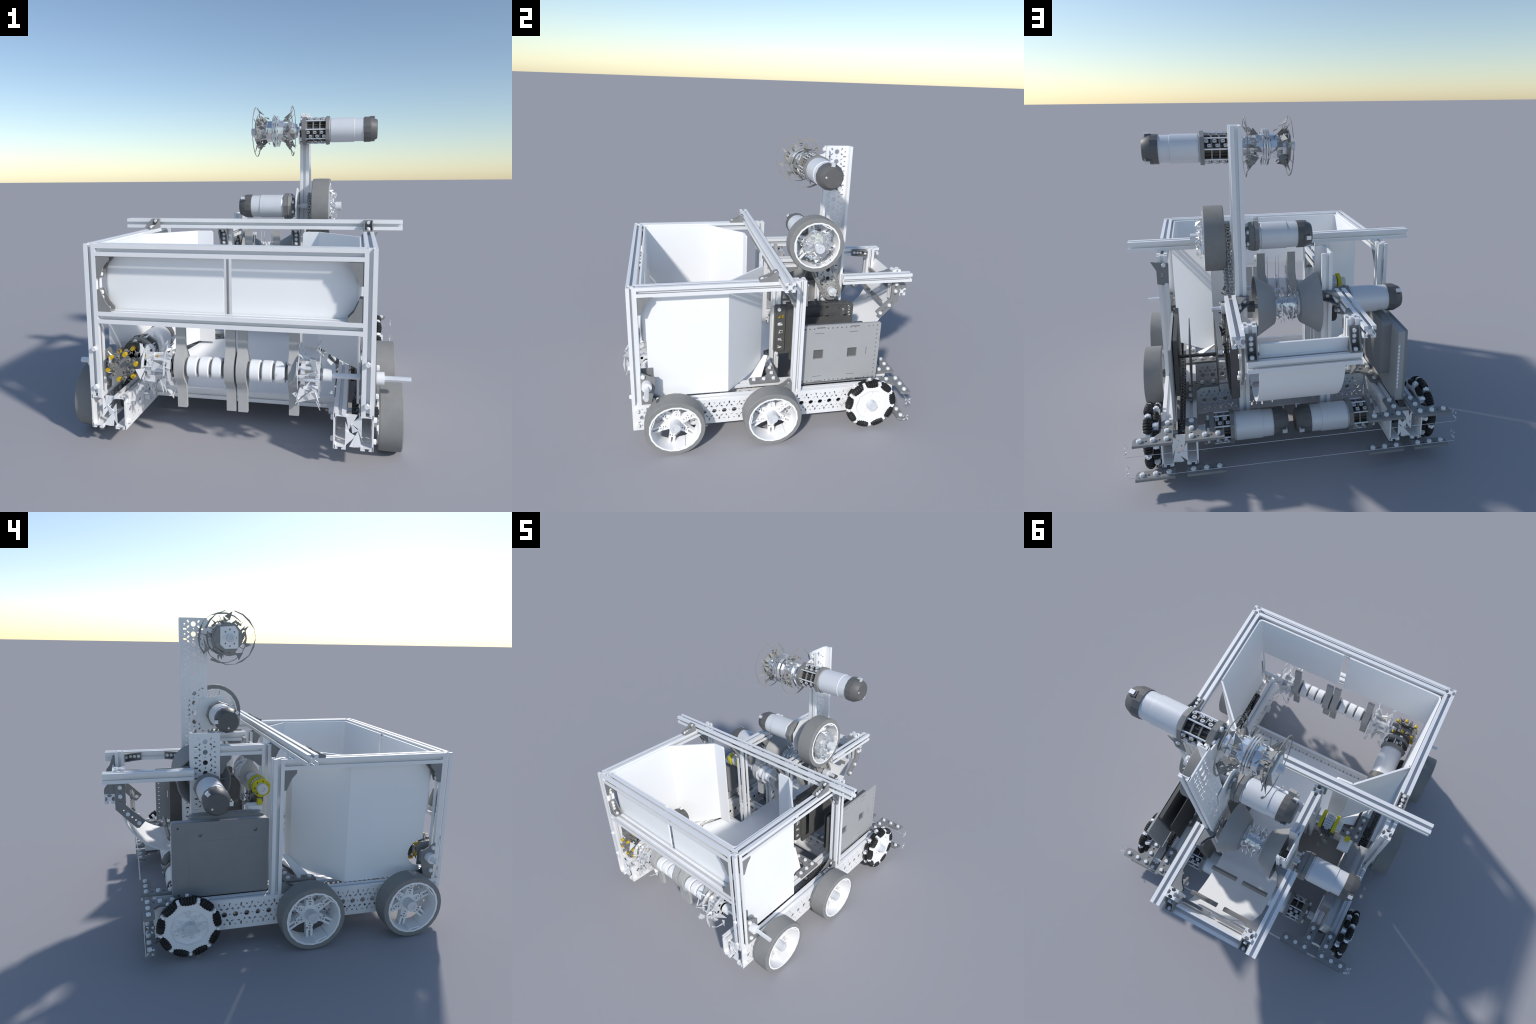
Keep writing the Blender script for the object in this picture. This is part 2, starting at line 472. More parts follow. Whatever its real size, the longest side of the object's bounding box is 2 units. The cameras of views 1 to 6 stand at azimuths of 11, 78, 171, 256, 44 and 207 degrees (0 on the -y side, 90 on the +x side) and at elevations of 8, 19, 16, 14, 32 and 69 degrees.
# ================================================================== MASTS AND REAR FRAME
channel('mast_channel', (0.216, 0.328, 0.13), Z, Y, X, 1.637)
channel('shooter_channel', (-0.246, 0.328, 0.13), Z, Y, X, 0.976)
IXR, IXL, IY = 0.2455, -0.2165, 0.0445
for x in (IXR, IXL):
    extrusion('conveyor_post', (x, IY, 0.105), (x, IY, 1.0265))
    extrusion('conveyor_rail', (x, IY + H, 0.9972), (x, 0.328, 0.9972))
    gusset((x, IY + H, 0.968), -Z, Y)
    gusset((x, 0.328, 0.968), -Y, -Z)
    gusset((x - .015, IY - H, 1.034), -Y, -Z)
BXR, BXL, BZ = 0.3045, -0.2895, 0.876
PXR, PXL, PYR = 0.2455, -0.2305, 0.906
for xb, xp, s, fl in ((BXR, PXR, 1, .274), (BXL, PXL, -1, -.26)):
    extrusion('rear_arm', (xb, 0.492, BZ), (xb, 0.998, BZ))
    extrusion('rear_post', (xp, PYR, 0.690), (xp, PYR, 0.917))
    gusset((xp + s * H, 0.503, BZ), -X * s, Y)
    gusset((xp + s * H, PYR - H, BZ), -X * s, -Y)
    gusset((xp, PYR + H, 0.775), Y, Z, True)
    # 135 degree flat bracket
    w = .030
    mb = MB()
    out = [(.877, .842), (.877, .708), (.771, .606), (.806, .566), (.822, .566), (.936, .684), (.936, .842)]
    holes = [ngon(.906, z, .006, 8) for z in (.79, .735)] + [ngon(.89 - k, .675 - k * .95, .006, 8) for k in (0, .045, .065)]
    mb.plate(out, holes, (xp + s * .036, 0, 0), Y, Z, .013)
    ob = put('angle_bracket', mb, GREY)
    for y, z in ((.906, .815), (.906, .762), (.868, .655), (.806, .598)):
        bolt((xp + s * .0425, y, z), X * s, ob)
    bolt((xp + s * .0295, .806, .598), -X * s, ob)
extrusion('rear_rail', (-.262, .965, .7455), (.268, .965, .7455))

# ================================================================== WHEELS
def wheel_meshes():
    R, W = 0.1805, 0.110
    t = MB().lathe([(-W/2, .151), (-W/2, R * .98), (-W/2 + .004, R * .994), (0, R), (W/2 - .004, R * .994), (W/2, R * .98), (W/2, .151)], (0, 0, 0), X, 30, closed=True)
    tyre = t.mesh('tyre', 25); tyre.materials.append(TYRE)
    r = MB().tube((-W/2 - .001, 0, 0), (W/2 + .001, 0, 0), .1535, .1435, 20)
    for k in range(6):
        a = tau * k / 6 + .25
        for e in (-1, 1):
            # twin bars joined at the hub boss
            d0, d1 = a + e * .42, a + e * .085
            p0 = V((0, .048 * cos(d0), .048 * sin(d0))); p1 = V((0, .088 * cos(a + e * .14), .088 * sin(a + e * .14)))
            p2 = V((0, .146 * cos(d1), .146 * sin(d1)))
            for A, B in ((p0, p1), (p1, p2)):
                d = (B - A).normalized(); n = d.cross(X)
                r.prism([(-.0065, -.046), (.0065, -.046), (.0065, -.012), (-.0065, -.012)], A - d * .003, n, X, d, (B - A).length + .006)
        for q in (.058, .088):
            c = V((0, q * cos(a), q * sin(a)))
            r.tube(c - X * .046, c - X * .007, .0155, .007, 4, .4)
    r.tube((-.046, 0, 0), (-.008, 0, 0), .050, .024, 24)
    for k in range(3):
        a = tau * k / 3 + .6
        c = V((0, .135 * cos(a), .135 * sin(a)))
        d = V((0, -sin(a), cos(a))); n = V((0, cos(a), sin(a)))
        r.cbox(c, (.10, .07, .006), Matrix((X, d, n)).transposed())
    rim = r.mesh('rim', 25); rim.materials.append(RIM)
    h = MB().cyl((-.062, 0, 0), (.010, 0, 0), .014, 16)
    h.tube((-.012, 0, 0), (.048, 0, 0), .031, .0145, 24)
    h.cyl((-.01, 0, 0), (.0450, 0, 0), .0143, 16)
    hub = h.mesh('hub'); hub.materials.append(BODY)
    return tyre, rim, hub
TYRE_M, RIM_M, HUB_M = wheel_meshes()
def wheel(x, y, z, s, rot=0.0):
    M = Matrix.Translation((x, y, z)) @ (Matrix.Identity(4) if s > 0 else Matrix.Rotation(pi, 4, 'Z')) @ Matrix.Rotation(rot, 4, 'X')
    ob = put('wheel', TYRE_M, None, None, M)
    put('rim', RIM_M, None, ob); put('hub', HUB_M, None, ob)
    return ob
WX, WZ = 0.7765, 0.1805
for s in (1, -1):
    for y, rot in ((-0.668, .1), (-0.075, .3)):
        wheel(s * WX, y, WZ, s, rot)
        put('axle_spacer', MB().cyl((s * .694, y, WZ), (s * .722, y, WZ), .026, 20), CAGE)

# omni wheels -----------------------------------------------------------------------------
def omni_meshes():
    N = 9
    body = MB(); rol = MB()
    for row, x in ((0, .018), (1, -.022)):
        off = row * pi / N
        body.tube((x - .011, 0, 0), (x + .011, 0, 0), .141, .118, N, off + pi / N)
        for k in range(N):
            a = off + tau * k / N
            t = V((0, -sin(a), cos(a))); n = V((0, cos(a), sin(a)))
            k2 = 1.0 if row == 0 else .72
            c = V((x, 0, 0)) + n * (.146 if row == 0 else .140)
            L = .038
            prof = [(0, .010), (.004, .017)]
            for j in range(5):
                z = .006 + j * .0145
                prof += [(z, .0205 + .0045 * sin(pi * (j + .5) / 5)), (z + .008, .0205 + .0045 * sin(pi * (j + .5) / 5)), (z + .010, .0175 + .003 * sin(pi * (j + .5) / 5))]
            prof += [(2 * L - .004, .017), (2 * L, .010)]
            rol.lathe([(a_ * k2, b_ * k2) for a_, b_ in prof], c - t * L * k2, t, 10)
            m = a + pi / N
            tm, nm = V((0, -sin(m), cos(m))), V((0, cos(m), sin(m)))
            body.cyl(V((x, 0, 0)) + nm * .125, V((x, 0, 0)) + nm * .164, .0095, 8)
            body.cbox(V((x, 0, 0)) + nm * .150, (.03, .016, .014), Matrix((X, tm, nm)).transposed())
    body.tube((-.034, 0, 0), (.030, 0, 0), .124, .104, 9, .2)
    body.lathe([(-.012, .112), (.012, .112)], (0, 0, 0), X, 9, .3)
    r = random.Random(11)
    for k in range(70):     # coarse bolt circle and pocket facets round the hub
        a = r.random() * tau; q = .032 + .055 * r.random()
        c = V((.013 + .006 * r.random(), q * cos(a), q * sin(a)))
        pts = [c + V((.010 * (r.random() - .3), .016 * (r.random() - .5), .016 * (r.random() - .5))) for _ in range(3)]
        body.tri(*pts, t=.004)
    for k in range(8):
        a = tau * k / 8
        body.tube((.010, .062 * cos(a), .062 * sin(a)), (.020, .062 * cos(a), .062 * sin(a)), .0095, .005, 6)
    b = body.mesh('omni_wheel', 25); b.materials.append(RIM)
    q = rol.mesh('omni_roller', 40); q.materials.append(ROLLER)
    return b, q
OMNI, OROLL = omni_meshes()
for s in (1, -1):
    M = Matrix.Translation((s * .742, .585, WZ)) @ (Matrix.Identity(4) if s > 0 else Matrix.Rotation(pi, 4, 'Z')) @ Matrix.Rotation(.2, 4, 'X')
    ob = put('omni_wheel', OMNI, None, None, M)
    put('omni_roller', OROLL, None, ob)
    put('hub', MB().tube((.01, 0, 0), (.056, 0, 0), .031, .012, 24).cyl((-.05, 0, 0), (.053, 0, 0), .0118, 12), BODY, ob)

# roller chains ---------------------------------------------------------------------------------
def chain_loop(name, cx, pts_fn, total, pitch=.0185, w=.022, mat=None):
    """links along a closed loop given by arc-length -> (y, z, tangent)"""
    mb = MB(); n = int(total / pitch)
    for i in range(n):
        y, z, ty, tz = pts_fn(total * i / n)
        t = V((0, ty, tz)); nn = V((0, -tz, ty))
        M = Matrix((X, t, nn)).transposed()
        hw = w / 2 if i % 2 else w / 2 - .004
        for e in (-1, 1):
            mb.cbox((cx + e * hw, y, z), (.003, pitch * 1.25, .013), M)
        c = V((cx, y, z)) + t * pitch / 2
        mb.cyl(c - X * w * .42, c + X * w * .42, .0055, 6)
    return put(name, mb.mesh(name, 30), mat or CHAIN, stuff=True)
def belt_path(a, b, ra, rb):
    a, b = V(a), V(b)
    d = b - a; L = d.length; d.normalize(); n = V((-d.y, d.x))
    sa = math.asin((ra - rb) / L)
    S = L * cos(sa)
    la, lb = (pi + 2 * sa) * ra, (pi - 2 * sa) * rb
    total = 2 * S + la + lb
    base = math.atan2(d.y, d.x)
    def f(s):
        if s < S:       # straight on the n side, a -> b
            ang = base + pi / 2 - sa
            p = a + V((cos(ang), sin(ang))) * ra; t = V((sin(ang), -cos(ang)))
            q = p + t * s
        elif s < S + lb:
            ang = base + pi / 2 - sa - (s - S) / rb
            q = b + V((cos(ang), sin(ang))) * rb; t = V((sin(ang), -cos(ang)))
        elif s < 2 * S + lb:
            ang = base - pi / 2 + sa
            p = b + V((cos(ang), sin(ang))) * rb; t = V((sin(ang), -cos(ang)))
            q = p + t * (s - S - lb)
        else:
            ang = base - pi / 2 + sa - (s - 2 * S - lb) / ra
            q = a + V((cos(ang), sin(ang))) * ra; t = V((sin(ang), -cos(ang)))
        return q.x, q.y, t.x, t.y
    return f, total
def sprocket(name, x, y, z, r, teeth, thick=.010, hole=.02, ring=0, mat=None):
    out = []
    for k in range(teeth):
        a = tau * k / teeth
        out += [(r * .93 * cos(a), r * .93 * sin(a)), (r * .93 * cos(a + 2.0 / teeth), r * .93 * sin(a + 2.0 / teeth)),
                (r * 1.06 * cos(a + 3.4 / teeth), r * 1.06 * sin(a + 3.4 / teeth)), (r * 1.06 * cos(a + 4.8 / teeth), r * 1.06 * sin(a + 4.8 / teeth))]
    holes = [ngon(0, 0, hole, 12)]
    if ring:
        holes += [ngon(ring * cos(tau * k / 12), ring * sin(tau * k / 12), .0055, 6) for k in range(12)]
    return put(name, MB().plate(out, holes, (x, y, z), Y, Z, thick), mat or STEEL)
for s in (1, -1):
    ys = (-.668, -.075, .585)
    for y0, y1, dx in ((ys[0], ys[1], .012), (ys[1], ys[2], -.012)):
        f, tot = belt_path((y0, WZ), (y1, WZ), .068, .068)
        chain_loop('drive_chain', s * (.603 + dx), f, tot, mat=DARKCHAIN)
    for y in ys:
        sprocket('drive_sprocket', s * .603, y, WZ, .064, 26, .02, mat=DARKCHAIN)
        put('axle', MB().cyl((s * .48, y, WZ), (s * .74, y, WZ), .0118, 6), SILVER)
        put('axle_collar', MB().tube((s * .478, y, WZ), (s * .508, y, WZ), .026, .012, 20), BODY)

# ================================================================== MOTORS
def motor(o, d, stages=0, up=Z, flange=.055, out=.02):
    """end cap at o, shaft pointing along d"""
    u, v, w = basis(d, up)
    M = frame(V(o), u, v, w)
    b = MB().lathe([(.07, .0715), (.142, .0715), (.143, .0755), (.286, .0755), (.292, .072), (.305, .072)], (0, 0, 0), Z, 40)
    body = put('motor', b.mesh('motor_body', 30), BODY, None, M)
    c = MB().lathe([(0, .056), (.004, .060), (.040, .0765), (.046, .0775), (.083, .0775), (.083, .070)], (0, 0, 0), Z, 14, .1)
    for a in (.4, pi - .3):
        c.cbox((.066 * cos(a), .066 * sin(a), .034), (.026, .034, .03), Matrix.Rotation(a, 3, 'Z'))
    put('end_cap', c.mesh('end_cap', 25), CAP, body)
    p = MB()
    for a in (.4, pi - .3):
        p.cbox((.070 * cos(a), .070 * sin(a), .026), (.026, .022, .026), Matrix.Rotation(a, 3, 'Z'))
    p.cyl((.02, -.035, -.002), (.02, -.035, .01), .006, 8)
    put('terminal', p, SILVER, body)
    z = .300
    g = MB()
    if stages == 0:
        g.lathe([(z, .085), (z + flange * .42, .088), (z + flange * .43, .084), (z + flange * .52, .084), (z + flange * .53, .088), (z + flange, .080)], (0, 0, 0), Z, 8, pi / 8)
        z += flange
        g.lathe([(z, .055), (z + .012, .05)], (0, 0, 0), Z, 16)
        put('gearbox', g.mesh('gearbox', 30), CAGE, body)
        for k in range(6):
            a = tau * k / 6
            bolt((.062 * cos(a), .062 * sin(a), z), Z, body, True)
        z += .012
    else:
        core, rod = MB(), MB()
        g.lathe([(z - .004, .088), (z + .018, .091)], (0, 0, 0), Z, 8, pi / 8)
        z += .018
        for k in range(stages):
            core.lathe([(z, .058), (z + .034, .058)], (0, 0, 0), Z, 18)
            for j in range(18):
                a = tau * j / 18
                core.cbox((.061 * cos(a), .061 * sin(a), z + .018), (.008, .006, .03), Matrix.Rotation(a, 3, 'Z'))
            g.lathe([(z + .034, .074), (z + .042, .074)], (0, 0, 0), Z, 8, pi / 8)
            for j in range(8):
                a = tau * j / 8
                for e in (-1, 1):
                    cz = z + .012 + (.014 if (j + (e > 0)) % 2 else 0)
                    c2 = V((.0765 * cos(a), .0765 * sin(a), cz)) + V((-sin(a), cos(a), 0)) * e * .012
                    if j % 2 == 0:
                        R3 = Matrix.Rotation(a, 3, 'Z')
                        for dy, dz, sy, sz in ((-.006, 0, .004, .020), (.006, 0, .004, .020), (0, .008, .016, .004), (0, -.008, .016, .004)):
                            rod.cbox(c2 + R3 @ V((0, dy, dz)), (.010, sy, sz), R3)
                        rod.cyl(c2 - V((cos(a), sin(a), 0)) * .014, c2, .003, 5)
            z += .042
        for j in range(8):
            a = tau * (j + .5) / 8
            rod.cyl((.078 * cos(a), .078 * sin(a), z - .042 * stages), (.078 * cos(a), .078 * sin(a), z + .002), .0045, 6)
        g.lathe([(z, .089), (z + .026, .086)], (0, 0, 0), Z, 8, pi / 8)
        z += .026
        g.lathe([(z, .055), (z + .02, .05)], (0, 0, 0), Z, 18)
        put('gearbox', g.mesh('gearbox', 30), CAGE, body)
        put('gear_stage', core, CORE, body); put('tie_rod', rod, SILVER, body)
        for k in range(6):
            a = tau * k / 6
            bolt((.068 * cos(a), .068 * sin(a), z), Z, body)
        z += .02
    put('output_shaft', MB().cyl((0, 0, z - .01), (0, 0, z + out), .012, 6).tube((0, 0, z), (0, 0, z + out * .6), .026, .012, 18), SILVER, body)
    return body

def shards(mb, axis_o, axis, n, r0, r1, x0, x1, seed, size):
    """loose facets scattered in a ring about an axis"""
    r = random.Random(seed)
    u, v, w = basis(axis)
    for _ in range(n):
        a = r.random() * tau; q = r0 + (r1 - r0) * r.random(); x = x0 + (x1 - x0) * r.random()
        c = V(axis_o) + w * x + (u * cos(a) + v * sin(a)) * q
        k = size * (.5 + r.random())
        pts = [c + V((r.uniform(-1, 1), r.uniform(-1, 1), r.uniform(-1, 1))) * k for _ in range(3)]
        mb.tri(*pts)
    return mb
def torn_hoop(mb, o, axis, R, n, seed, keep=.85, w0=.002, w1=.016):
    """thin ragged ring of facets"""
    r = random.Random(seed)
    u, v, w = basis(axis)
    o = V(o)
    wd = [w0 + (w1 - w0) * r.random() ** 2 for _ in range(n)]
    for k in range(n):
        if r.random() > keep:
            continue
        a, b = tau * k / n, tau * (k + 1) / n
        A, B = u * cos(a) + v * sin(a), u * cos(b) + v * sin(b)
        P = [o + A * R, o + B * R, o + B * (R - wd[(k + 1) % n]), o + A * (R - wd[k])]
        mb.tri(P[0], P[1], P[2]); mb.tri(P[0], P[2], P[3])
    return mb
def spikes(mb, o, axis, r0, r1, n, lean, seed, w=.03):
    """triangular facets pointing outward, leaning along the axis"""
    r = random.Random(seed)
    u, v, w_ = basis(axis)
    o = V(o)
    for k in range(n):
        a = tau * (k + r.random() * .5) / n
        R = r1 * (.85 + .15 * r.random())
        A = u * cos(a) + v * sin(a); T = v * cos(a) - u * sin(a)
        mb.tri(o + A * R, o + A * (R - .045) + w_ * lean * r.uniform(.2, 1), o + A * (R - .03) + T * w * r.uniform(-1, 1) + w_ * lean * .3)
        if r.random() < .6:
            mb.tri(o + A * r0 + T * .012, o + A * (r0 + .05) - T * .008 + w_ * lean * .4, o + A * (r0 + .01) + w_ * lean)
    return mb

# top accessory motor on the mast
TY, TZ = .235, 1.645
motor((.712, TY, TZ), -X, 3, up=V((0, 1, .4)), out=.03)
mb = MB()
mb.cyl((-.05, TY, TZ), (.24, TY, TZ), .012, 6)
for x0, x1, r in ((-.056, -.018, .066), (-.018, .012, .034), (.012, .044, .066), (.044, .058, .055), (.088, .122, .068), (.122, .150, .03), (.150, .178, .060), (.178, .206, .045)):
    mb.cyl((x0, TY, TZ), (x1, TY, TZ), r, 11)
for x in (.054, .066, .080):
    mb.tube((x, TY, TZ), (x + .005, TY, TZ), .098, .074, 18)
for k in range(6):
    a = tau * k / 6
    for x0, x1 in ((-.03, .05), (.09, .19)):
        mb.cyl((x0, TY + .048 * cos(a), TZ + .048 * sin(a)), (x1, TY + .048 * cos(a), TZ + .048 * sin(a)), .009, 6)
mb.cyl((-.060, TY, TZ), (-.056, TY, TZ), .04, 11)
put('accessory_disc', MB().lathe([(-.058, .086), (-.052, .092), (-.048, .088)], (0, TY + .008, TZ), X, 9), SHARD)
put('accessory_hub', mb.mesh('accessory_hub', 25), CHROME)
mb = MB()
mb.plate([(-.052, -.062), (.03, -.065), (.058, -.04), (.058, .062), (-.03, .07), (-.052, .04)],
         [ngon(.032 * cos(a) * 1.2, .032 * sin(a) * 1.5, .0055, 6) for a in [tau * k / 8 for k in range(8)]] + [ngon(0, 0, .013, 12)], (-.060, TY, TZ), Y, Z, .006)
ob = put('accessory_plate', mb, CHAN)
put('accessory_collar', MB().tube((-.092, TY, TZ), (-.06, TY, TZ), .023, .012, 20).cyl((-.088, TY, TZ), (-.06, TY, TZ), .0118, 12), BODY, ob)
mb = MB()
for x, ln, sd in ((-.058, .05, 1), (.178, -.05, 2)):
    torn_hoop(mb, (x, TY, TZ), X, .160, 18, sd, .8)
    torn_hoop(mb, (x + ln * .25, TY, TZ), X, .108, 16, sd + 5, .8, .006, .03)
    spikes(mb, (x, TY, TZ), X, .07, .152, 8, ln, sd + 9, .045)
    spikes(mb, (x + ln * .4, TY, TZ), X, .06, .118, 7, ln, sd + 19, .05)
shards(mb, (.06, TY, TZ), X, 34, .06, .10, -.11, .12, 31, .026)
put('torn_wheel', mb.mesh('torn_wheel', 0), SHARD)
# mounting plate and bolts at the mast
mb = MB().plate([(.07, -.05), (.09, .075), (-.06, .03), (-.09, -.03), (-.05, -.085), (.04, -.085)], [ngon(0, 0, .03, 12)], (.226, TY + .01, TZ), Y, Z, .007)
ob = put('motor_mount', mb, CHAN)
for z in (1.745, 1.705, 1.60):
    bolt((.24, .328, z), -Y, ob)

# lift motor with large wheel half way up the mast
LY, LZ = .262, 1.160
motor((-.178, LY, LZ), X, 0, up=V((0, .5, 1)), out=.03)
put('motor_mount', MB().plate([(-.09, -.09), (.10, -.11), (.14, -.03), (.12, .09), (-.02, .12), (-.10, .04)], [ngon(0, 0, .03, 12)], (.208, LY, LZ), Y, Z, .007), CHAN)
put('lift_shaft', MB().cyl((.19, LY, LZ), (.49, LY, LZ), .012, 6).tube((.458, LY, LZ), (.494, LY, LZ), .030, .012, 22).cyl((.23, LY, LZ), (.30, LY, LZ), .02, 10), BODY)
ob = put('lift_wheel', TYRE_M, None, None, Matrix.Translation((.367, LY, LZ)) @ Matrix.Rotation(.5, 4, 'X'))
put('rim', RIM_M, None, ob)
mb = shards(MB(), (0, LY, LZ), X, 190, .02, .105, .415, .456, 5, .014)
mb.lathe([(.40, .095), (.43, .09), (.44, .03)], (0, LY, LZ), X, 12)
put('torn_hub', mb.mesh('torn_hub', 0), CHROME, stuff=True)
sprocket('lift_sprocket', .288, LY, LZ, .082, 30, .008, .02, .055)
sprocket('lift_sprocket', .302, LY, LZ, .060, 22, .008)

# ================================================================== SHOOTER
SY, SZ = .414, .803
motor((-.662, SY, SZ), X, 0, up=V((0, -.4, 1)), out=.05, flange=.06)
put('shooter_shaft', MB().cyl((-.26, SY, SZ), (.400, SY, SZ), .0125, 6), SILVER)
put('shaft_collar', MB().tube((.312, SY, SZ), (.350, SY, SZ), .030, .012, 22), BODY)
put('shaft_collar', MB().tube((.168, SY, SZ), (.205, SY, SZ), .030, .012, 22), CAGE)
put('shaft_collar', MB().tube((-.23, SY, SZ), (-.18, SY, SZ), .030, .012, 22), CAGE)
for s, xo, xi in ((1, .166, .062), (-1, -.180, -.076)):
    mb = MB()
    d = abs(xo - xi)
    w = X * s
    o = V((xi, SY, SZ))
    mb.lathe([(0, .030), (0, .098), (.004, .105), (d, .166), (d, .158), (.012, .094), (.012, .030)], o, w, 40, closed=True)
    for k in range(6):
        a = tau * k / 6
        n = V((0, cos(a), sin(a)))
        mb.prism([(.028, .008), (.096, .008), (.140, d * .75), (.028, d * .55)], o - n.cross(w) * .003, n, w, n.cross(w), .006)
    mb.tube(o, o + w * (d * .7), .034, .013, 20)
    put('shooter_cone', mb.mesh('shooter_cone', 30), CONE)
    put('cone_plate', MB().lathe([(-.014, .055), (-.012, .062), (-.001, .066)], o, w, 24), BODY)
mb = MB().cyl((-.062, SY, SZ), (.048, SY, SZ), .042, 12)
shards(mb, (0, SY, SZ), X, 110, .035, .085, -.065, .05, 8, .016)
for x in (-.03, .005, .03):
    torn_hoop(mb, (x, SY, SZ), X, .10, 16, int(x * 1000) + 77, .6, .003, .03)
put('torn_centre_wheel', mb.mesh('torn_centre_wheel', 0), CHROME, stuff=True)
sprocket('shooter_sprocket', .290, SY, SZ, .062, 22, .010, .02, .042)
f, tot = belt_path((SY, SZ), (LY, LZ), .064, .084)
chain_loop('lift_chain', .290, f, tot)
f, tot = belt_path((SY, SZ), (LY, LZ), .060, .060)
chain_loop('lift_chain', .310, f, tot)

# ================================================================== CONVEYOR AND INTAKE FLAP ROLLERS
def flap_mesh():
    """rubber strip with a round boss in the middle, both faces thick"""
    pts = []
    prof = [(-.213, .010), (-.120, .010), (-.085, .018), (-.060, .040), (-.035, .055), (0, .060), (.035, .055), (.060, .040), (.085, .018), (.120, .010), (.213, .010)]
    pts = [(y, z) for z, y in prof] + [(-y, z) for z, y in prof[::-1]]
    me = MB().prism(pts, (-.024, 0, 0), Y, Z, X, .048).mesh('rubber_flap', 50)
    me.materials.append(FLAP)
    return me
FLAPM = flap_mesh()
ROLL = MB().lathe([(-.024, .045), (-.024, .050), (-.020, .0525), (.020, .0525), (.024, .050), (.024, .045)], (0, 0, 0), X, 30).mesh('roller_disc', 30)
ROLL.materials.append(WHITE)
CY, CZ = .113, .802
put('conveyor_shaft', MB().cyl((-.40, CY, CZ), (.30, CY, CZ), .012, 6), SILVER)
for x in (-.093, .090):
    put('rubber_flap', FLAPM, None, None, Matrix.Translation((x, CY, CZ)) @ Matrix.Rotation(.03, 4, 'X'))
for x in (-.035, .030):
    put('roller_disc', ROLL, None, None, Matrix.Translation((x, CY, CZ)))
mb = MB()
for x in (-.068, -.003, .062):
    torn_hoop(mb, (x, CY, CZ), X, .075, 14, int(x * 1000) + 300, .8, .01, .03)
    mb.cyl((x - .007, CY, CZ), (x + .007, CY, CZ), .05, 14)
for x in (-.06, -.012, .006, .055):   # thin strip edges standing between the flaps
    mb.prism([(-.0015, 0), (.0015, 0), (.0015, .2), (-.0015, .2)], (x, CY + .02, CZ), X, Z, Y, .004)
put('roller_spacer', mb, BODY)
put('shaft_collar', MB().tube((.19, CY, CZ), (.225, CY, CZ), .03, .012, 20).tube((-.165, CY, CZ), (-.13, CY, CZ), .03, .012, 20), BODY)
# yellow pulleys with gear and hanging servo
for x in (-.302, -.386):
    out = ngon(0, 0, .056, 18, .1)
    out = [(a * (1.0 if k % 3 else .93), b * (1.0 if k % 3 else .93)) for k, (a, b) in enumerate(out)]
    put('yellow_pulley', MB().plate(out, [ngon(.04 * cos(t), .04 * sin(t), .005, 6) for t in [tau * k / 7 for k in range(7)]] + [ngon(0, 0, .013, 10)], (x, CY, CZ), Y, Z, .020), YELLOW)
put('shaft_collar', MB().tube((-.428, CY, CZ), (-.396, CY, CZ), .032, .012, 22).cyl((-.424, CY, CZ), (-.396, CY, CZ), .0115, 12), BODY)
mb = MB().lathe([(-.372, .042), (-.318, .042)], (0, CY, CZ), X, 20)
for k in range(20):
    a = tau * k / 20
    mb.cbox((-.345, CY + .046 * cos(a), CZ + .046 * sin(a)), (.024, .010, .008), Matrix.Rotation(a, 3, 'X'))
mb.plate(ngon(0, 0, .052, 20), [ngon(.035 * cos(t), .035 * sin(t), .007, 6) for t in [tau * k / 8 for k in range(8)]], (-.262, CY, CZ), Y, Z, .008)
put('gear_hub', mb, BODY)
mb = MB().lathe([(0, .028), (.02, .036), (.13, .036), (.15, .045), (.20, .045), (.21, .03)], (-.345, CY + .02, .565), Z, 12)
put('servo_motor', mb.mesh('servo_motor', 25), BLACK)
mb = shards(MB(), (-.345, CY + .06, .74), Z, 40, .02, .065, -.06, .02, 15, .022)
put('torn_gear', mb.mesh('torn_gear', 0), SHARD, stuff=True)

# intake roller across the front
IY_, IZ_ = -.825, .418
put('intake_axle', MB().cyl((-.786, IY_, IZ_), (.858, IY_, IZ_), .0135, 6), SILVER)
for x in (-.243, .010, .069, .319):
    put('rubber_flap', FLAPM, None, None, Matrix.Translation((x, IY_, IZ_)) @ Matrix.Rotation(rng.uniform(-.02, .02), 4, 'X'))
for x in (-.180, -.119, -.055, .132, .193, .255):
    put('roller_disc', ROLL, None, None, Matrix.Translation((x, IY_, IZ_)))
put('roller_spacer', MB().cyl((-.27, IY_, IZ_), (.345, IY_, IZ_), .036, 16), CAGE)
for x0, x1 in ((.458, .498), (.700, .738), (-.738, -.700), (-.47, -.43)):
    put('shaft_collar', MB().tube((x0, IY_, IZ_), (x1, IY_, IZ_), .030, .013, 24), BOLT)
